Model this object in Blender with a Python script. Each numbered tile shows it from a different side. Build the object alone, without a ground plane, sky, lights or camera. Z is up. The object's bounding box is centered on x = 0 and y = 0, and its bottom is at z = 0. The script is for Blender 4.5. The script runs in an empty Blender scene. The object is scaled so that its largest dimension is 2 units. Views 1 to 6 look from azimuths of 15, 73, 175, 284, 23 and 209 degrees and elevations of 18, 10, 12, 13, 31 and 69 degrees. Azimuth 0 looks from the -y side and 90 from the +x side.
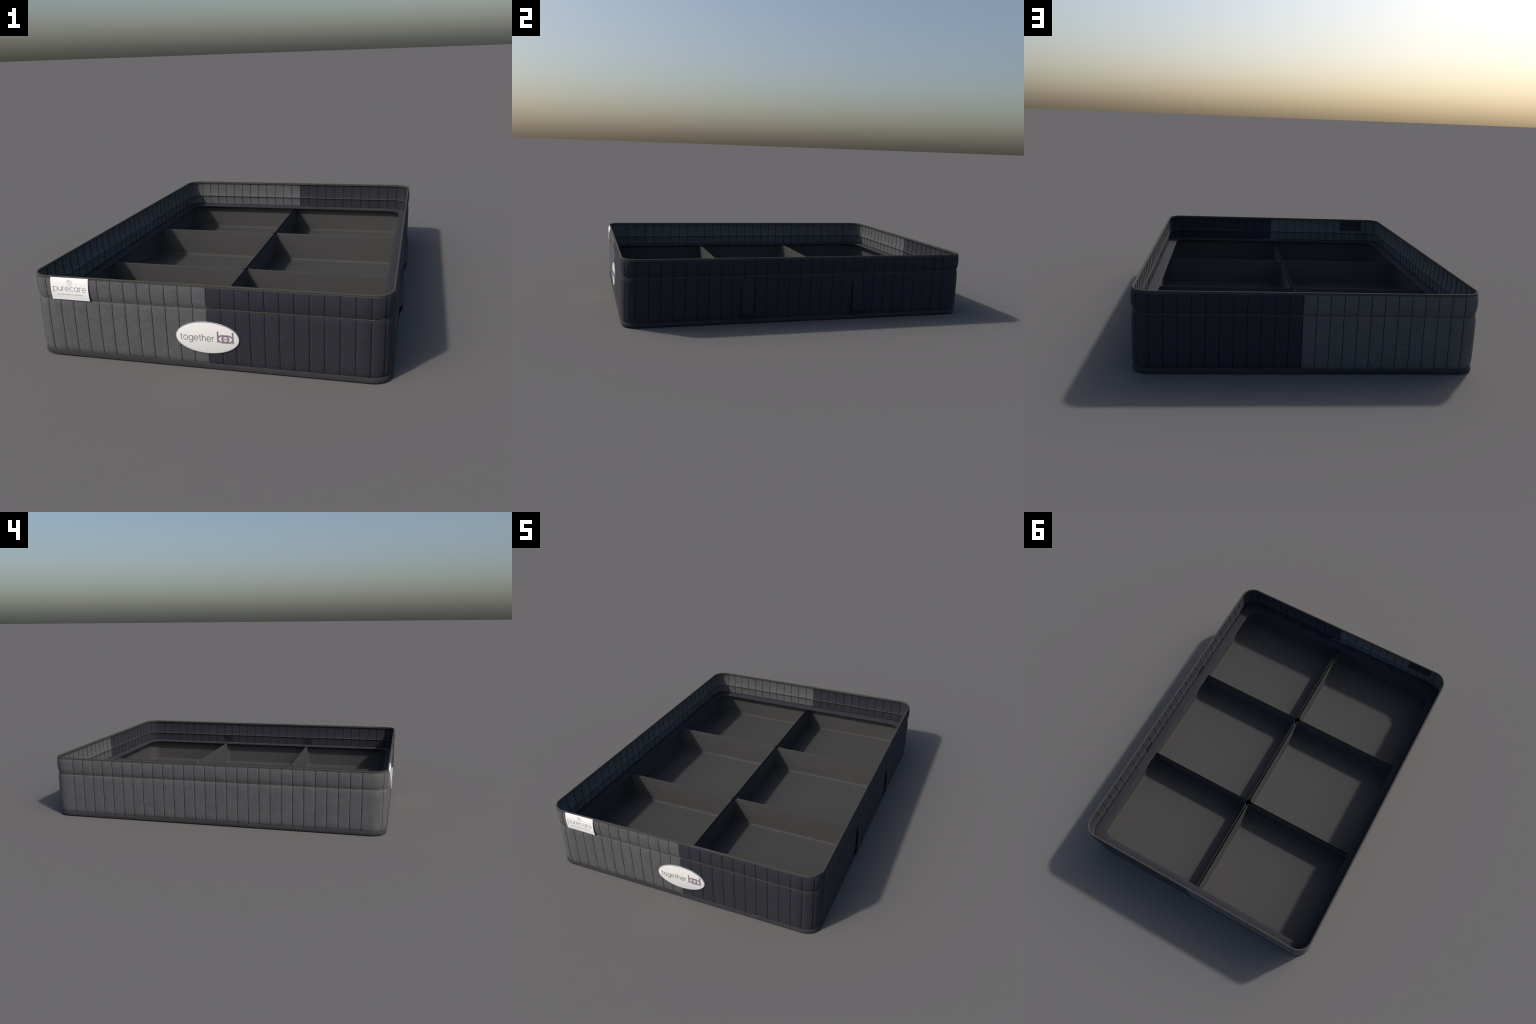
# Open, fabric-covered mattress shell: ribbed two-tone border wall with piping,
# rim binding and base tape, an inner ledge and six open storage trays,
# two strap handles, a folded white woven label and an oval white badge.
import bpy, bmesh, math
from mathutils import Vector

# ----------------------------------------------------------------- sizes (m)
CX, CY = -0.0046, 0.0015          # shell centre
HX, HY = 0.7530, 0.9976           # half extents of the widest bulge
RC = 0.086                        # plan corner radius
Z_TOP, Z_PIPE, Z_TAPE = 0.362, 0.2605, 0.0215
SEAM_X = 0.0245                   # where grey cloth meets navy cloth
FRONT_PITCH, SIDE_PITCH = 0.05835, 0.0636
WALL = 0.003                      # cloth thickness
Z_LEDGE = 0.202

# ================================================================ materials
def new_mat(name, rough=0.85, spec=0.25):
    m = bpy.data.materials.new(name); m.use_nodes = True
    nt = m.node_tree
    b = nt.nodes["Principled BSDF"]
    b.inputs["Roughness"].default_value = rough
    b.inputs["Specular IOR Level"].default_value = spec
    return m, nt, b

def N(nt, kind, **kw):
    n = nt.nodes.new(kind)
    for k, v in kw.items():
        setattr(n, k, v)
    return n

def math_node(nt, op, a, b=None):
    n = N(nt, "ShaderNodeMath", operation=op)
    for i, v in enumerate((a, b)):
        if v is None: continue
        if isinstance(v, (int, float)): n.inputs[i].default_value = v
        else: nt.links.new(v, n.inputs[i])
    return n.outputs[0]

def mix_col(nt, fac, c1, c2, mode="MIX"):
    n = N(nt, "ShaderNodeMix", data_type="RGBA", blend_type=mode)
    if isinstance(fac, (int, float)): n.inputs[0].default_value = fac
    else: nt.links.new(fac, n.inputs[0])
    for idx, c in ((6, c1), (7, c2)):
        if isinstance(c, tuple): n.inputs[idx].default_value = (*c, 1)
        else: nt.links.new(c, n.inputs[idx])
    return n.outputs[2]

def woven(name, base, alt, thread=0.0042, contrast=0.16, flat=False, mottle=22.0, bump=0.35):
    """Woven cloth: two crossed thread waves, mottled tone, fine fibre noise."""
    m, nt, b = new_mat(name, 0.92, 0.18)
    b.inputs["Sheen Weight"].default_value = 0.04
    tc = N(nt, "ShaderNodeTexCoord")
    sep = N(nt, "ShaderNodeSeparateXYZ"); nt.links.new(tc.outputs["Object"], sep.inputs[0])
    if flat:
        u, v = sep.outputs[0], sep.outputs[1]
    else:                                     # runs along the wall on every side
        u, v = math_node(nt, "ADD", sep.outputs[0], sep.outputs[1]), sep.outputs[2]
    k = 2 * math.pi / thread
    su = math_node(nt, "SINE", math_node(nt, "MULTIPLY", u, k))
    sv = math_node(nt, "SINE", math_node(nt, "MULTIPLY", v, k))
    w = math_node(nt, "MULTIPLY_ADD", math_node(nt, "ADD", su, sv), 0.25); 
    w.node.inputs[2].default_value = 0.5
    fine = N(nt, "ShaderNodeTexNoise"); fine.inputs["Scale"].default_value = 300
    fine.inputs["Detail"].default_value = 2
    nt.links.new(tc.outputs["Object"], fine.inputs["Vector"])
    big = N(nt, "ShaderNodeTexNoise"); big.inputs["Scale"].default_value = mottle
    big.inputs["Detail"].default_value = 3
    nt.links.new(tc.outputs["Object"], big.inputs["Vector"])
    ramp = N(nt, "ShaderNodeValToRGB")
    ramp.color_ramp.elements[0].position = 0.36; ramp.color_ramp.elements[0].color = (*base, 1)
    ramp.color_ramp.elements[1].position = 0.66; ramp.color_ramp.elements[1].color = (*alt, 1)
    nt.links.new(big.outputs["Fac"], ramp.inputs[0])
    # slubby yarns: noise drawn out along the warp
    mp = N(nt, "ShaderNodeMapping")
    mp.inputs["Scale"].default_value = (330, 330, 330) if flat else (330, 330, 70)
    slub = N(nt, "ShaderNodeTexNoise"); slub.inputs["Scale"].default_value = 1.0
    slub.inputs["Detail"].default_value = 1
    nt.links.new(tc.outputs["Object"], mp.inputs[0]); nt.links.new(mp.outputs[0], slub.inputs["Vector"])
    yarn = math_node(nt, "ADD", fine.outputs["Fac"], slub.outputs["Fac"])
    g = math_node(nt, "ADD", math_node(nt, "MULTIPLY", w, contrast * 0.8),
                  math_node(nt, "MULTIPLY", yarn, contrast * 1.7))
    g = math_node(nt, "ADD", g, 1.0 - contrast * 2.1)
    gc = N(nt, "ShaderNodeCombineColor")
    for i in range(3): nt.links.new(g, gc.inputs[i])
    col = mix_col(nt, 1.0, ramp.outputs[0], gc.outputs[0], "MULTIPLY")
    nt.links.new(col, b.inputs["Base Color"])
    bp = N(nt, "ShaderNodeBump"); bp.inputs["Strength"].default_value = bump
    bp.inputs["Distance"].default_value = 0.001
    nt.links.new(g, bp.inputs["Height"]); nt.links.new(bp.outputs[0], b.inputs["Normal"])
    return m

def plain(name, col, var=0.12, scale=60, rough=0.8, spec=0.25, bump=0.0):
    m, nt, b = new_mat(name, rough, spec)
    tc = N(nt, "ShaderNodeTexCoord")
    nz = N(nt, "ShaderNodeTexNoise"); nz.inputs["Scale"].default_value = scale
    nz.inputs["Detail"].default_value = 4
    nt.links.new(tc.outputs["Object"], nz.inputs["Vector"])
    lo = tuple(c * (1 - var) for c in col); hi = tuple(c * (1 + var) for c in col)
    nt.links.new(mix_col(nt, nz.outputs["Fac"], lo, hi), b.inputs["Base Color"])
    if bump:
        bp = N(nt, "ShaderNodeBump"); bp.inputs["Strength"].default_value = bump
        bp.inputs["Distance"].default_value = 0.001
        nt.links.new(nz.outputs["Fac"], bp.inputs["Height"])
        nt.links.new(bp.outputs[0], b.inputs["Normal"])
    return m

M_GREY = woven("grey_woven_cloth", (0.092, 0.094, 0.099), (0.104, 0.106, 0.113), contrast=0.30, bump=0.2)
M_NAVY = woven("navy_woven_cloth", (0.0275, 0.0280, 0.0335), (0.0285, 0.0280, 0.0430), contrast=0.34, bump=0.2)
M_LEDGE = woven("ledge_woven_cloth", (0.0295, 0.0295, 0.0365), (0.033, 0.033, 0.041), flat=True, contrast=0.2)
M_HANDLE = woven("strap_webbing", (0.027, 0.028, 0.036), (0.030, 0.030, 0.041), contrast=0.2)
M_TAPE = woven("base_tape_cloth", (0.031, 0.032, 0.036), (0.036, 0.037, 0.041), contrast=0.2)
M_CORD = plain("piping_cord", (0.056, 0.0545, 0.049), 0.35, 220, 0.85)
M_THREAD = plain("seam_thread_dark", (0.009, 0.009, 0.011), 0.2, 200, 0.95, 0.05)
M_TRAY = plain("tray_lining", (0.0565, 0.0562, 0.0560), 0.08, 320, 0.8, 0.3, 0.3)
M_BOTTOM = plain("base_lining", (0.03, 0.03, 0.034), 0.1, 90, 0.9, 0.2)
M_WHITE = plain("white_label_cloth", (0.93, 0.925, 0.915), 0.02, 300, 0.75, 0.25)
M_BADGE = plain("white_badge", (0.83, 0.82, 0.80), 0.02, 30, 0.55, 0.35)
M_BADGE_EDGE = plain("badge_edge", (0.33, 0.33, 0.33), 0.05, 80, 0.6)
M_INK = plain("grey_ink", (0.15, 0.14, 0.145), 0.05, 200, 0.8)
M_INK_SOFT = plain("pale_grey_ink", (0.33, 0.325, 0.325), 0.05, 200, 0.8)
M_INK_PALE = plain("palest_grey_ink", (0.46, 0.455, 0.45), 0.05, 200, 0.8)
M_MAUVE = plain("mauve_ink", (0.255, 0.185, 0.245), 0.04, 200, 0.7)
M_HANDLE_SHADE = plain("brown_backing_cloth", (0.017, 0.016, 0.015), 0.2, 160, 0.95, 0.1)
M_GAP_SHADOW = plain("black_core", (0.006, 0.006, 0.007), 0.2, 100, 0.95, 0.05)
M_LABEL_SHADE = plain("dark_backing_cloth", (0.033, 0.034, 0.038), 0.2, 160, 0.95, 0.1)

# ================================================================ helpers
ROOT = bpy.data.objects.new("mattress_box", None)
bpy.context.scene.collection.objects.link(ROOT)
ROOT["label"] = "open dark grey and navy ribbed fabric mattress box with trays"
ROOT["category"] = "mattress base"

def make_obj(name, verts, faces, mat, parent=ROOT, smooth=True, angle=40):
    me = bpy.data.meshes.new(name)
    me.from_pydata([tuple(v) for v in verts], [], faces)
    bm = bmesh.new(); bm.from_mesh(me)
    bmesh.ops.remove_doubles(bm, verts=bm.verts, dist=1e-6)
    bmesh.ops.recalc_face_normals(bm, faces=bm.faces)
    bm.to_mesh(me); bm.free()
    me.materials.append(mat)
    if smooth:
        me.shade_smooth()
        me.set_sharp_from_angle(angle=math.radians(angle))
    o = bpy.data.objects.new(name, me)
    bpy.context.scene.collection.objects.link(o)
    o.parent = parent
    return o

def smoothstep(a, b, x):
    t = min(1, max(0, (x - a) / (b - a))); return t * t * (3 - 2 * t)

def catmull(pts, n):
    """Smooth curve through 2D control points, n samples per span."""
    out = []
    P = [pts[0]] + list(pts) + [pts[-1]]
    for i in range(1, len(P) - 2):
        p0, p1, p2, p3 = P[i-1], P[i], P[i+1], P[i+2]
        for j in range(n):
            t = j / n
            out.append(tuple(0.5 * (2*b + (c-a)*t + (2*a-5*b+4*c-d)*t*t + (3*b-a-3*c+d)*t**3)
                             for a, b, c, d in zip(p0, p1, p2, p3)))
    out.append(tuple(pts[-1]))
    return out

# ------------------------------------------------ plan outline (rounded box)
def rounded_outline(hx, hy, r, cx, cy, seg=14, straight=None):
    """Counter-clockwise from the front-left; list of (point, normal)."""
    out = []
    corners = [(1, -1, -90), (1, 1, 0), (-1, 1, 90), (-1, -1, 180)]
    radii = r if isinstance(r, (list, tuple)) else [r]*4
    for (sx, sy, a0), r in zip(corners, radii):
        ox, oy = cx + sx*(hx-r), cy + sy*(hy-r)
        for i in range(seg+1):
            a = math.radians(a0 + 90*i/seg)
            n = (math.cos(a), math.sin(a))
            out.append(((ox+r*n[0], oy+r*n[1]), n))
    return out

# Rib lines: position on each side of the box
front_ribs = [SEAM_X + FRONT_PITCH*k for k in range(-11, 11)]
side_ribs_right = [-0.0305 + SIDE_PITCH*k for k in range(-13, 15)]
side_ribs_left = [-0.0305 + SIDE_PITCH*k for k in range(-13, 15)]

def wall_columns():
    """All wall columns counter-clockwise, starting at the front seam.
    Each: (x, y, nx, ny, distance to nearest rib line)."""
    fine = [0, 0.0012, 0.0028, 0.006, 0.012, 0.02]
    def side_positions(ribs, lo, hi):
        s = {lo, hi}
        for r in ribs:
            for d in fine:
                for q in (r-d, r+d):
                    if lo < q < hi: s.add(round(q, 5))
        for r0, r1 in zip(ribs, ribs[1:]): s.add(round((r0+r1)/2, 5))
        s = sorted(q for q in s if lo <= q <= hi)
        return s
    xl, xr = CX-HX+RC, CX+HX-RC
    yf, yb = CY-HY+RC, CY+HY-RC
    cols = []
    def near(v, ribs):
        return min(abs(v-r) for r in ribs)
    fx = side_positions(front_ribs, xl, xr)
    seamq = min(fx, key=lambda q: abs(q-SEAM_X))
    i0 = fx.index(seamq)
    def corner(sx, sy, a0, extra):
        ox, oy = (xr if sx > 0 else xl), (yb if sy > 0 else yf)
        angs = {90*i/16 for i in range(1, 16)}
        for e in extra:
            angs |= {e, e-0.7, e+0.7, e-1.7, e+1.7}
        for t in sorted(angs):
            a = math.radians(a0+t); n = (math.cos(a), math.sin(a))
            d = min([abs(t-e)*math.pi/180*RC for e in extra] + [0.03])
            cols.append((ox+RC*n[0], oy+RC*n[1], n[0], n[1], d))
    sr = side_positions(side_ribs_right, yf, yb)
    sl = side_positions(side_ribs_left, yf, yb)
    for q in fx[i0:]: cols.append((q, CY-HY, 0, -1, near(q, front_ribs)))
    corner(1, -1, -90, [2.2, 40, 81])
    for q in sr: cols.append((CX+HX, q, 1, 0, near(q, side_ribs_right)))
    corner(1, 1, 0, [46, 87.8])
    nb = len(cols)
    for q in reversed(fx): cols.append((q, CY+HY, 0, 1, near(q, front_ribs)))
    ib = nb + fx[::-1].index(seamq)
    corner(-1, 1, 90, [2.2])
    for q in reversed(sl): cols.append((CX-HX, q, -1, 0, near(q, side_ribs_left)))
    corner(-1, -1, 180, [46, 87.8])
    for q in fx[:i0]: cols.append((q, CY-HY, 0, -1, near(q, front_ribs)))
    return cols, ib, [c for c in cols if c[4] < 1e-4]

COLS, BACK_SEAM, RIB_COLS = wall_columns()

# Wall section: (offset inwards negative, z)
UPPER = [(-0.0090, 0.2605), (-0.0068, 0.2655), (-0.0040, 0.2740), (-0.0014, 0.2870),
         (0.0000, 0.3050), (0.0000, 0.3250), (-0.0014, 0.3400), (-0.0036, 0.3500), (-0.0046, 0.3560)]
LOWER = [(-0.0110, 0.0200), (-0.0085, 0.0260), (-0.0050, 0.0360), (-0.0030, 0.0550),
         (-0.0022, 0.0900), (-0.0016, 0.1400), (-0.0016, 0.1900), (-0.0020, 0.2250),
         (-0.0034, 0.2450), (-0.0060, 0.2550), (-0.0090, 0.2605)]
UPPER_S, LOWER_S = catmull(UPPER, 3), catmull(LOWER, 4)

def section_offset(z):
    sec = LOWER_S if z < Z_PIPE else UPPER_S
    for (o0, z0), (o1, z1) in zip(sec, sec[1:]):
        if z0 <= z <= z1 and z1 > z0:
            return o0 + (o1-o0)*(z-z0)/(z1-z0)
    return sec[0][0] if z < sec[0][1] else sec[-1][0]

def puff(d, z, zlo, zhi):
    """Quilted channel: pulled in at the rib line, dying out at the ends."""
    w = smoothstep(zlo, zlo+0.02, z) * (1 - smoothstep(zhi-0.02, zhi, z))
    return -0.0011 * math.exp(-d/0.0026) * (0.35 + 0.65*w)

def wall_panel(name, cols, section, mat, closed=False):
    zlo, zhi = section[0][1], section[-1][1]
    m = len(section); verts = []; faces = []
    for (x, y, nx, ny, d) in cols:
        for side in (0.5, -0.5):
            for (o, z) in section:
                pinch = 1 - 0.55*math.exp(-(d/0.003)**2)
                off = o - WALL/2 + puff(d, z, zlo, zhi) + side*WALL*pinch
                verts.append((x+nx*off, y+ny*off, z))
    S = 2*m; n = len(cols)
    for i in range(n-1):
        a, b = i*S, (i+1)*S
        for j in range(m-1):
            faces.append((a+j, b+j, b+j+1, a+j+1))
            faces.append((a+m+j, a+m+j+1, b+m+j+1, b+m+j))
        faces.append((a, a+m, b+m, b)); faces.append((a+m-1, b+m-1, b+2*m-1, a+2*m-1))
    for a in (0, (n-1)*S):
        for j in range(m-1):
            faces.append((a+j, a+j+1, a+m+j+1, a+m+j))
    return make_obj(name, verts, faces, mat, angle=60)

navy_cols = COLS[:BACK_SEAM+1]
grey_cols = COLS[BACK_SEAM:] + [COLS[0]]
for cols, mat in ((navy_cols, M_NAVY), (grey_cols, M_GREY)):
    wall_panel("upper_border", cols, UPPER_S, mat)
    wall_panel("lower_border", cols, LOWER_S, mat)

# Rib seams: a flat dark thread sunk in every rib line, showing on both faces
def seam_mesh(section, name):
    """Vertical thread in a local frame: x along wall, y outwards, z up."""
    zlo, zhi = section[0][1]+0.002, section[-1][1]-0.004
    w, t = 0.00145, WALL*0.45 + 0.0029
    verts = []; faces = []; rows = [p for p in section if zlo <= p[1] <= zhi]
    for (o, z) in rows:
        c = o - WALL/2 - 0.0001 + puff(0, z, section[0][1], section[-1][1])
        for k in range(8):
            a = 2*math.pi*k/8
            verts.append((w*math.cos(a), c + t/2*1.05*math.sin(a), z))
    for i in range(len(rows)-1):
        for k in range(8):
            faces.append((i*8+k, i*8+(k+1) % 8, (i+1)*8+(k+1) % 8, (i+1)*8+k))
    faces.append(tuple(range(8))); faces.append(tuple((len(rows)-1)*8+k for k in range(8)))
    return make_obj(name, verts, faces, M_THREAD)

for section in (UPPER_S, LOWER_S):
    first = seam_mesh(section, "rib_seam")
    for i, (x, y, nx, ny, d) in enumerate(RIB_COLS):
        o = first if first.get("used") is None else first.copy()
        first["used"] = 1
        if o is not first: bpy.context.scene.collection.objects.link(o)
        o.parent = ROOT
        o.location = (x, y, 0)
        o.rotation_euler = (0, 0, math.atan2(ny, nx) - math.pi/2)

# ------------------------------------------------ swept rings round the box
def ring(name, sec, mat, closed_sec=True, angle=50, seg=16, parent=ROOT):
    """Sweep a closed section [(offset, z)] round the plan outline."""
    out = rounded_outline(HX, HY, RC, CX, CY, seg)
    m = len(sec); n = len(out); verts = []; faces = []
    for (p, nrm) in out:
        for (o, z) in sec:
            verts.append((p[0]+nrm[0]*o, p[1]+nrm[1]*o, z))
    for i in range(n):
        a, b = i*m, ((i+1) % n)*m
        for j in range(m if closed_sec else m-1):
            k = (j+1) % m
            faces.append((a+j, b+j, b+k, a+k))
    return make_obj(name, verts, faces, mat, parent=parent, angle=angle)

# piping cord between the two cloth bands, standing proud on both faces
pc = (-0.0100, Z_PIPE)
ring("piping", [(pc[0]+0.0034*math.cos(a), pc[1]+0.0028*math.sin(a))
                for a in [2*math.pi*k/10 for k in range(10)]], M_CORD)

# rim binding: folded tape with a rolled top edge and a stitched groove
mid = -0.0078
rim = []
for k in range(9):                                   # rolled top
    a = math.pi*k/8
    rim.append((mid+0.0046*math.cos(a), Z_TOP-0.0040+0.0040*math.sin(a)))
rim += [(mid-0.0041, Z_TOP-0.0066), (mid-0.0033, Z_TOP-0.0076), (mid-0.0041, Z_TOP-0.0088),
        (mid-0.0041, Z_TOP-0.0115), (mid-0.0027, Z_TOP-0.0125),
        (mid+0.0027, Z_TOP-0.0125), (mid+0.0041, Z_TOP-0.0115), (mid+0.0041, Z_TOP-0.0088),
        (mid+0.0033, Z_TOP-0.0076), (mid+0.0041, Z_TOP-0.0066)]
ring("rim_binding", rim, M_CORD)

# base tape: rolled foot with a crease, turned under the box
tape = [(-0.0150, 0.0240), (-0.0100, 0.0232), (-0.0065, 0.0205), (-0.0040, 0.0170), (-0.0030, 0.0135),
        (-0.0034, 0.0110), (-0.0026, 0.0085), (-0.0024, 0.0050), (-0.0046, 0.0020), (-0.0090, 0.0002),
        (-0.0300, 0.0000), (-0.0300, 0.0040), (-0.0160, 0.0060)]
ring("base_tape", tape, M_TAPE)

# ------------------------------------------------ flat plates with rounded plan
def plate(name, hx, hy, r, cx, cy, z0, z1, mat, seg=12):
    o = rounded_outline(hx, hy, r, cx, cy, seg)
    n = len(o)
    verts = [(p[0], p[1], z0) for p, _ in o] + [(p[0], p[1], z1) for p, _ in o]
    faces = [tuple(range(n)), tuple(range(n, 2*n))]
    faces += [(i, (i+1) % n, n+(i+1) % n, n+i) for i in range(n)]
    return make_obj(name, verts, faces, mat, angle=40)

plate("base_panel", HX-0.028, HY-0.028, RC-0.02, CX, CY, 0.0012, 0.0065, M_BOTTOM)

# inner ledge: a padded cloth frame whose lip hangs over the trays
LHX0, LHX1, LHY = -0.703, 0.689, 0.938
def ledge():
    seg = 14
    outer = rounded_outline(HX-0.0055, HY-0.0055, RC-0.005, CX, CY, seg)
    lcx, lhx = (LHX0+LHX1)/2, (LHX1-LHX0)/2
    inner = rounded_outline(lhx, LHY, 0.075, lcx, 0.0, seg)
    # section across the frame: 0 = wall, 1 = lip
    sec = [(0, Z_LEDGE+0.001), (0.3, Z_LEDGE+0.0015), (0.7, Z_LEDGE+0.0005), (0.93, Z_LEDGE-0.001),
           (0.985, Z_LEDGE-0.003), (1.0, Z_LEDGE-0.0055), (0.985, Z_LEDGE-0.008), (0.9, Z_LEDGE-0.009), (0, Z_LEDGE-0.009)]
    verts = []; faces = []; m = len(sec); n = len(outer)
    for (po, _), (pi, _) in zip(outer, inner):
        for t, z in sec:
            verts.append((po[0]+(pi[0]-po[0])*t, po[1]+(pi[1]-po[1])*t, z))
    for i in range(n):
        a, b = i*m, ((i+1) % n)*m
        for j in range(m):
            k = (j+1) % m
            faces.append((a+j, b+j, b+k, a+k))
    return make_obj("ledge", verts, faces, M_LEDGE, angle=60)
ledge()
# dark line along the joint of ledge and wall
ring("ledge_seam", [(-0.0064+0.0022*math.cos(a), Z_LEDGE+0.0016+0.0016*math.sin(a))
                    for a in [2*math.pi*k/8 for k in range(8)]], M_THREAD)
# thin edging on the lip
def lip_edging():
    lcx, lhx = (LHX0+LHX1)/2, (LHX1-LHX0)/2
    out = rounded_outline(lhx, LHY, 0.075, lcx, 0.0, 16)
    m, r = 6, 0.0014
    verts = []; faces = []
    for p, nn in out:
        for k in range(m):
            a = 2*math.pi*k/m
            verts.append((p[0]+nn[0]*(0.0004+r*math.cos(a)), p[1]+nn[1]*(0.0004+r*math.cos(a)), Z_LEDGE-0.0045+r*math.sin(a)))
    for i in range(len(out)):
        a, b = i*m, ((i+1) % len(out))*m
        for j in range(m):
            faces.append((a+j, b+j, b+(j+1) % m, a+(j+1) % m))
    return make_obj("lip_edging", verts, faces, M_BOTTOM)
lip_edging()

# ------------------------------------------------ six open trays
TRAY_TOP, TRAY_FLOOR = 0.1965, 0.0415
def tray_mesh(hx, hy, radii):
    """Round-cornered tray: outer wall, rounded lip, inner wall, floor fillet."""
    t, fil = 0.0016, 0.014
    sec = [(0.0, TRAY_FLOOR-0.004), (0.0, TRAY_TOP-0.0025), (-0.0003, TRAY_TOP-0.0008), (-t/2, TRAY_TOP),
           (-t+0.0003, TRAY_TOP-0.0008), (-t, TRAY_TOP-0.0025)]
    for k in range(0, 7):
        a = math.pi/2*k/6
        sec.append((-t-fil*(1-math.cos(a)), TRAY_FLOOR+fil*(1-math.sin(a))))
    verts = []; faces = []
    ring_o = rounded_outline(hx, hy, radii, 0, 0, 8)
    n = len(ring_o)
    for o, z in sec:
        rr = [max(q+o, 0.008) for q in radii]
        for p, _ in rounded_outline(hx+o, hy+o, rr, 0, 0, 8):
            verts.append((p[0], p[1], z))
    m = len(sec)
    for j in range(m-1):
        for i in range(n):
            k = (i+1) % n
            faces.append((j*n+i, j*n+k, (j+1)*n+k, (j+1)*n+i))
    faces.append(tuple((m-1)*n+i for i in range(n)))
    faces.append(tuple(range(n)))
    return make_obj("storage_tray", verts, faces, M_TRAY, angle=50)

GAP, GAP_Y = 0.0115, 0.0075
TX0, TX1, TY0, TY1 = -0.7245, 0.728, -0.976, 0.976
xs = [(TX0, -GAP/2), (GAP/2, TX1)]
yc = 0.3255
ys = [(TY0, -yc-GAP_Y/2), (-yc+GAP_Y/2, yc-GAP_Y/2), (yc+GAP_Y/2, TY1)]
for xa, xb in xs:
    for ya, yb in ys:
        # corners in the box's own corners follow its wide rounding
        big = [(sx > 0) == (xb == TX1) and (ya == TY0 if sy < 0 else yb == TY1)
               for sx, sy in ((1, -1), (1, 1), (-1, 1), (-1, -1))]
        o = tray_mesh((xb-xa)/2, (yb-ya)/2, [0.074 if q else 0.024 for q in big])
        o.location = ((xa+xb)/2, (ya+yb)/2, 0)

# black blocks modelling the deep shadow in the gaps between the trays
def box(name, x0, x1, y0, y1, z0, z1, mat, parent=ROOT):
    v = [(x, y, z) for x in (x0, x1) for y in (y0, y1) for z in (z0, z1)]
    f = [(0, 1, 3, 2), (4, 6, 7, 5), (0, 4, 5, 1), (2, 3, 7, 6), (0, 2, 6, 4), (1, 5, 7, 3)]
    return make_obj(name, v, f, mat, parent=parent, smooth=False)
GAP_SHADOW_TOP = TRAY_TOP-0.060
box("divider_core", -GAP/2+0.0004, GAP/2-0.0004, TY0+0.01, TY1-0.01, 0.02, GAP_SHADOW_TOP, M_GAP_SHADOW)
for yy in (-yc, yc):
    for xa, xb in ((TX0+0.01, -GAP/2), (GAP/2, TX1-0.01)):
        box("divider_core", xa, xb, yy-GAP_Y/2+0.0004, yy+GAP_Y/2-0.0004, 0.02, GAP_SHADOW_TOP-0.001, M_GAP_SHADOW)

# ------------------------------------------------ strap handles on the right side
def strap_handle():
    face = CX+HX
    hw = 0.0305
    # centre line (distance out of the wall plane, z)
    line = catmull([(-0.0050, 0.2470), (-0.0005, 0.2360), (0.0006, 0.2150), (0.0068, 0.2050), (0.0098, 0.1850),
                    (0.0113, 0.1400), (0.0113, 0.0800), (0.0093, 0.0520), (0.0030, 0.0400), (0.0000, 0.0300),
                    (-0.0050, 0.0200)], 5)
    t = 0.0022
    verts = []; faces = []
    cross = [(-1, -.5), (-0.97, .3), (-0.90, .62), (-0.84, .62), (-0.81, .45), (0.81, .45), (0.84, .62), (0.90, .62), (0.97, .3), (1, -.5)]
    m = len(cross)
    for i, (o, z) in enumerate(line):
        a = line[max(i-1, 0)]; b = line[min(i+1, len(line)-1)]
        dx, dz = b[0]-a[0], b[1]-a[1]; L = math.hypot(dx, dz)
        nx, nz = -dz/L, dx/L          # outwards
        if nx < 0: nx, nz = -nx, -nz
        for u, v in cross:
            verts.append((face+o+nx*v*t, u*hw, z+nz*v*t))
    n = len(line)
    for i in range(n-1):
        for j in range(m):
            k = (j+1) % m
            faces.append((i*m+j, i*m+k, (i+1)*m+k, (i+1)*m+j))
    faces.append(tuple(range(m))); faces.append(tuple((n-1)*m+j for j in range(m)))
    return make_obj("handle", verts, faces, M_HANDLE, angle=45)

def box(name, x0, x1, y0, y1, z0, z1, mat, parent=ROOT):
    v = [(x, y, z) for x in (x0, x1) for y in (y0, y1) for z in (z0, z1)]
    f = [(0, 1, 3, 2), (4, 6, 7, 5), (0, 4, 5, 1), (2, 3, 7, 6), (0, 2, 6, 4), (1, 5, 7, 3)]
    return make_obj(name, v, f, mat, parent=parent, smooth=False)

H1 = strap_handle(); H1.location = (0, -0.330, 0)
H2 = H1.copy(); bpy.context.scene.collection.objects.link(H2); H2.parent = ROOT
H2.location = (0, 0.316, 0)
for h in (H1, H2):                       # bar tacks where the strap is sewn down
    for z in (0.208, 0.040):
        y = h.location.y; f = CX+HX
        o = (0.0015 if z > 0.1 else 0.0035)
        b = box("bar_tack", f+o, f+o+0.0028, -0.024, 0.024, z-0.0016, z+0.0016, M_THREAD, parent=h)

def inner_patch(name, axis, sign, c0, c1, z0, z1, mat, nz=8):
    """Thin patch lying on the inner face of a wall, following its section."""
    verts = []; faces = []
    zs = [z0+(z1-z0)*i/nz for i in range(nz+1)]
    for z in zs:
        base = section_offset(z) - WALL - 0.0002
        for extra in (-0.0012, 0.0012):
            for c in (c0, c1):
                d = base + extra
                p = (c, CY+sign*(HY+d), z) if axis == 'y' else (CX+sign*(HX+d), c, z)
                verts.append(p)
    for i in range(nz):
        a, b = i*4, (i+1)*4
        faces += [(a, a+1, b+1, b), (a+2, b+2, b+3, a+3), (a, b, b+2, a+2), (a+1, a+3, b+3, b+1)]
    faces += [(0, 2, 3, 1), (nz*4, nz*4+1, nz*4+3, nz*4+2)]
    return make_obj(name, verts, faces, mat)

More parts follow.
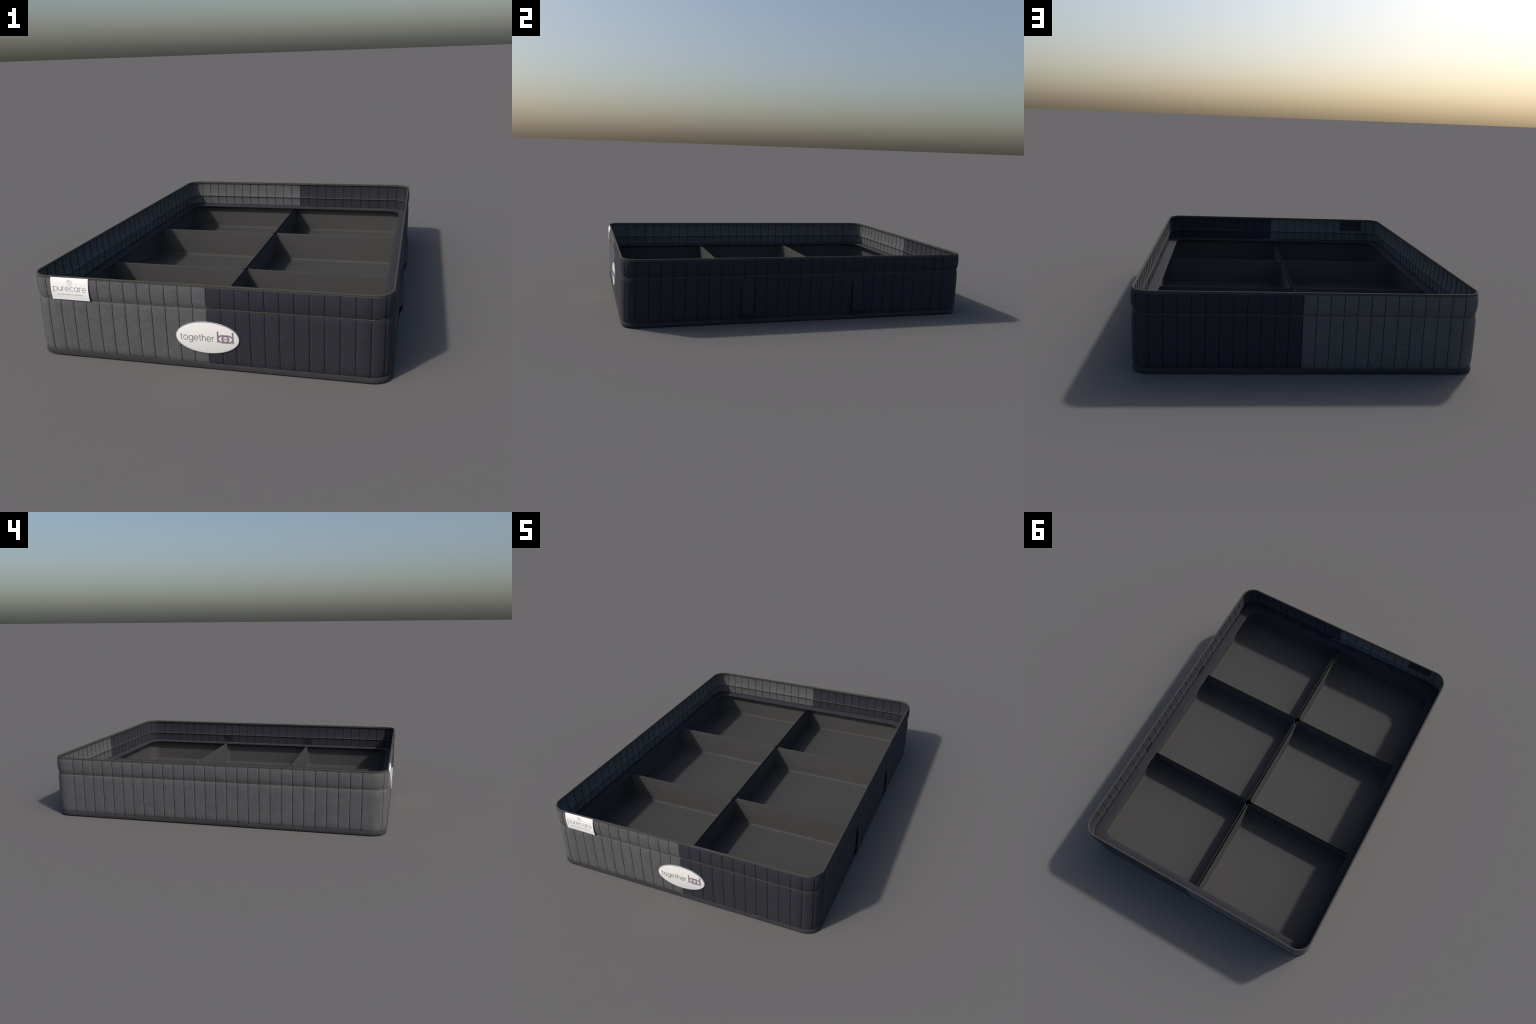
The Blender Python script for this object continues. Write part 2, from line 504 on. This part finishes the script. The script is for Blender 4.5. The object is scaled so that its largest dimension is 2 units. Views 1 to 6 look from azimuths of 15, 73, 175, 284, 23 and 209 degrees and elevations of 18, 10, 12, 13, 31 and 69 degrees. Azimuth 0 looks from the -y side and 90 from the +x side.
inner_patch("label_backing", 'y', -1, -0.643, -0.483, 0.276, 0.349, M_LABEL_SHADE)  # occlusion shade from the label, modelled as a thin dark plate
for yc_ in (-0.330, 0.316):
    inner_patch("handle_backing", 'x', 1, yc_-0.028, yc_+0.028, 0.206, 0.250, M_HANDLE_SHADE)  # baked contact shadow of each handle, built as a dark sheet

# ------------------------------------------------ stroke lettering
def arc(cx, cy, rx, ry, a0, a1, n=18):
    return [(cx+rx*math.cos(math.radians(a0+(a1-a0)*i/n)), cy+ry*math.sin(math.radians(a0+(a1-a0)*i/n)))
            for i in range(n+1)]

R = 0.5
GLYPH = {   # (strokes, advance); x-height is 1, ascender 1.55, descender -0.5
    'o': ([arc(R, R, R, R, 0, 360, 28)], 1.0),
    'e': ([[(0.0, R), (2*R, R)] , arc(R, R, R, R, 0, 318, 26)], 1.0),
    'c': ([arc(R, R, R, R, 45, 315, 24)], 0.88),
    'r': ([[(0, 0), (0, 1)], arc(0.36, 0.62, 0.36, 0.38, 180, 75, 10)], 0.46),
    'u': ([[(0, 1), (0, 0.42)] + arc(0.42, 0.42, 0.42, 0.42, 180, 360, 16) + [(0.84, 1)], [(0.84, 1), (0.84, 0)]], 0.84),
    'h': ([[(0, 0), (0, 1.55)], arc(0.40, 0.58, 0.40, 0.42, 180, 0, 16) + [(0.80, 0)]], 0.80),
    't': ([[(0.2, 1.35), (0.2, 0.25)] + arc(0.42, 0.22, 0.22, 0.22, 180, 285, 8), [(0, 1), (0.48, 1)]], 0.50),
    'p': ([[(0, 1), (0, -0.5)], arc(R, R, R, R, 0, 360, 28)], 1.0),
    'a': ([arc(R, R, R, R, 0, 360, 28), [(2*R, 1), (2*R, 0)]], 1.0),
    'g': ([arc(R, R, R, R, 0, 360, 28), [(2*R, 1), (2*R, 0.0)] + arc(R, 0.0, R, 0.5, 0, -150, 14)], 1.0),
}
def write(name, text, x0, width, z0, height, stroke, surface, mat, parent, space=0.24):
    """Thin raised strokes laid on a surface y = surface(x, z)."""
    adv = []; x = 0
    for ch in text:
        adv.append(x); x += GLYPH[ch][1] + space
    total = x - space
    sx, sz = width/total, height
    lines = []
    for ch, a in zip(text, adv):
        for st in GLYPH[ch][0]:
            lines.append([(x0+(a+p)*sx, z0+q*sz) for p, q in st])
    return ribbon(name, lines, stroke, surface, mat, parent)

def ribbon(name, lines, stroke, surface, mat, parent, raise_=0.0005):
    verts = []; faces = []
    for L in lines:
        # densify
        P = [L[0]]
        for a, b in zip(L, L[1:]):
            k = max(1, int(math.hypot(b[0]-a[0], b[1]-a[1])/0.004))
            for i in range(1, k+1):
                P.append((a[0]+(b[0]-a[0])*i/k, a[1]+(b[1]-a[1])*i/k))
        n = len(P); base = len(verts); m = 5
        closed = math.hypot(P[0][0]-P[-1][0], P[0][1]-P[-1][1]) < 1e-7
        for i, p in enumerate(P):
            a = P[i-1] if i > 0 else (P[-2] if closed else P[0])
            b = P[i+1] if i < n-1 else (P[1] if closed else P[-1])
            dx, dz = b[0]-a[0], b[1]-a[1]; l = math.hypot(dx, dz) or 1
            nx, nz = -dz/l, dx/l
            for u, v in ((-1, -1), (-0.85, 1), (0, 1.2), (0.85, 1), (1, -1)):
                x, z = p[0]+nx*u*stroke/2, p[1]+nz*u*stroke/2
                verts.append((x, surface(x, z)-v*raise_, z))
        for i in range(n-1):
            for j in range(m):
                k = (j+1) % m
                faces.append((base+i*m+j, base+i*m+k, base+(i+1)*m+k, base+(i+1)*m+j))
        faces.append(tuple(base+j for j in range(m)))
        faces.append(tuple(base+(n-1)*m+j for j in range(m)))
    me = bpy.data.meshes.new(name); me.from_pydata(verts, [], faces); me.materials.append(mat)
    bm = bmesh.new(); bm.from_mesh(me); bmesh.ops.recalc_face_normals(bm, faces=bm.faces); bm.to_mesh(me); bm.free()
    o = bpy.data.objects.new(name, me); bpy.context.scene.collection.objects.link(o); o.parent = parent
    return o

# ------------------------------------------------ oval badge on the front
FRONT = CY-HY
BX, BZ, BA, BB = 0.0225, 0.1405, 0.1325, 0.0675
def badge():
    n = 44
    y_out, y_in = FRONT-0.0026, FRONT+0.0040
    levels = [(1.0, y_in), (1.0, y_out+0.0022), (0.992, y_out+0.0008), (0.965, y_out)]
    verts = []; faces = []
    for s, y in levels:
        for i in range(n):
            a = 2*math.pi*i/n
            verts.append((BX+(BA-(1-s)*0.09)*math.cos(a), y, BZ+(BB-(1-s)*0.09)*math.sin(a)))
    for j in range(len(levels)-1):
        for i in range(n):
            k = (i+1) % n
            faces.append((j*n+i, j*n+k, (j+1)*n+k, (j+1)*n+i))
    faces += [tuple(range(n)), tuple((len(levels)-1)*n+i for i in range(n))]
    o = make_obj("badge", verts, faces, M_BADGE, angle=30)
    return o, y_out
BADGE, BY = badge()
flat = lambda x, z: BY
# grey moulded rim of the badge
rimpts = [(BX+(BA-0.0012)*math.cos(2*math.pi*i/60), BZ+(BB-0.0012)*math.sin(2*math.pi*i/60)) for i in range(61)]
ribbon("badge_rim", [rimpts], 0.0030, lambda x, z: BY+0.0008, M_BADGE_EDGE, BADGE, 0.0007)
write("badge_word", "together", -0.0905, 0.1410, 0.1262, 0.0195, 0.0027, flat, M_INK, BADGE, 0.30)
# interlocked lowercase monogram in mauve
x0, zb = 0.0670, 0.1250
W, rx, rz = 0.0620, 0.0222, 0.0150
bed = [[(x0, zb-0.001), (x0, zb+0.046)], arc(x0+rx, zb+rz, rx, rz, 0, 360, 32),
       [(x0+W, zb-0.001), (x0+W, zb+0.046)], arc(x0+W-rx, zb+rz, rx, rz, 0, 360, 32)]
ribbon("badge_monogram", bed, 0.0072, flat, M_MAUVE, BADGE, 0.0006)
xe = x0+W/2
ribbon("badge_monogram", [[(xe-0.013, zb+rz-0.0005), (xe+0.013, zb+rz-0.0005)]], 0.0042, flat, M_MAUVE, BADGE, 0.0007)

# oval backing of the badge, its top edge showing above the ledge inside
def badge_backing():
    n = 48; verts = []; faces = []
    for y in (FRONT+0.006, FRONT+0.0118):
        for i in range(n):
            a = 2*math.pi*i/n
            verts.append((BX+0.006+0.150*math.cos(a), y, BZ-0.003+0.0725*math.sin(a)))
    faces = [tuple(range(n)), tuple(range(n, 2*n))] + [(i, (i+1) % n, n+(i+1) % n, n+i) for i in range(n)]
    return make_obj("badge_backing", verts, faces, M_GREY, parent=BADGE, angle=30)
badge_backing()

# ------------------------------------------------ folded white label over the rim
LX0, LX1 = -0.651, -0.479
label_line = catmull([(0.0050, 0.3520), (0.0040, 0.3560), (0.0026, 0.3570), (0.0000, 0.3500), (-0.0034, 0.3350),
                      (-0.0052, 0.3100), (-0.0044, 0.2850), (-0.0008, 0.2610)], 5)
RIM_Y = CY-HY+0.0020
def label_y(x, z):
    pts = label_line[10:]
    for (o0, z0), (o1, z1) in zip(pts, pts[1:]):
        if z1 <= z <= z0:
            return RIM_Y + o0 + (o1-o0)*(z0-z)/(z0-z1) + label_wave(x, z)
    return RIM_Y + pts[-1][0]
def label_wave(x, z):
    return 0.0012*math.sin((x-LX0)*23+0.6)*smoothstep(0.36, 0.28, z)
def label():
    n = len(label_line); nx = 16; t = 0.0011
    verts = []; faces = []
    for side in (0, 1):
        for i, (o, z) in enumerate(label_line):
            a = label_line[max(i-1, 0)]; b = label_line[min(i+1, n-1)]
            dy, dz = b[0]-a[0], b[1]-a[1]; l = math.hypot(dy, dz)
            ny, nz = dz/l, -dy/l
            for k in range(nx+1):
                x = LX0+(LX1-LX0)*k/nx
                verts.append((x, RIM_Y+o-ny*t*side*-1+label_wave(x, z)*1.0, z-nz*t*side*-1))
    S = n*(nx+1)
    for i in range(n-1):
        for k in range(nx):
            q = (i*(nx+1)+k, i*(nx+1)+k+1, (i+1)*(nx+1)+k+1, (i+1)*(nx+1)+k)
            faces.append(q); faces.append(tuple(S+v for v in reversed(q)))
        for k in (0, nx):
            a, b = i*(nx+1)+k, (i+1)*(nx+1)+k
            faces.append((a, b, S+b, S+a))
    for i in (0, n-1):
        for k in range(nx):
            a = i*(nx+1)+k
            faces.append((a, a+1, S+a+1, S+a))
    return make_obj("label", verts, faces, M_WHITE, angle=70)
LABEL = label()
on_label = lambda x, z: label_y(x, z) - 0.0012
write("label_word", "purecare", -0.640, 0.150, 0.3010, 0.0185, 0.0024, on_label, M_INK_SOFT, LABEL, 0.27)
# small line of print under the word
def small_print(text, xc, z, width):
    cu = bpy.data.curves.new("label_print", 'FONT'); cu.body = text; cu.align_x = 'CENTER'
    cu.size = 0.0105; cu.extrude = 0.0
    ob = bpy.data.objects.new("tmp_text", cu); bpy.context.scene.collection.objects.link(ob)
    bpy.context.view_layer.update()
    dg = bpy.context.evaluated_depsgraph_get()
    me = bpy.data.meshes.new_from_object(ob.evaluated_get(dg))
    bpy.data.objects.remove(ob)
    xs_ = [v.co.x for v in me.vertices]; s = width/(max(xs_)-min(xs_))
    for v in me.vertices:
        x, zz = xc+v.co.x*s, z+v.co.y
        v.co = (x, on_label(x, zz)-0.0004, zz)
    me.name = "label_print"; me.materials.clear(); me.materials.append(M_INK_PALE)
    o = bpy.data.objects.new("label_print", me); bpy.context.scene.collection.objects.link(o); o.parent = LABEL
small_print("performance edition", -0.565, 0.2835, 0.116)
# two curled leaves making a round emblem
lx, lz = -0.565, 0.3385
leaf = [arc(lx-0.0012, lz+0.001, 0.0085, 0.0100, 70, 225, 12) + [(lx, lz-0.0125)],
        arc(lx+0.0018, lz+0.000, 0.0095, 0.0105, 75, -60, 12) + [(lx, lz-0.0125)],
        arc(lx-0.0008, lz+0.0018, 0.0045, 0.0058, 200, -60, 14), [(lx+0.0016, lz-0.0030), (lx+0.0002, lz+0.0040)]]
ribbon("label_emblem", leaf, 0.0015, on_label, M_INK_SOFT, LABEL, 0.0004)
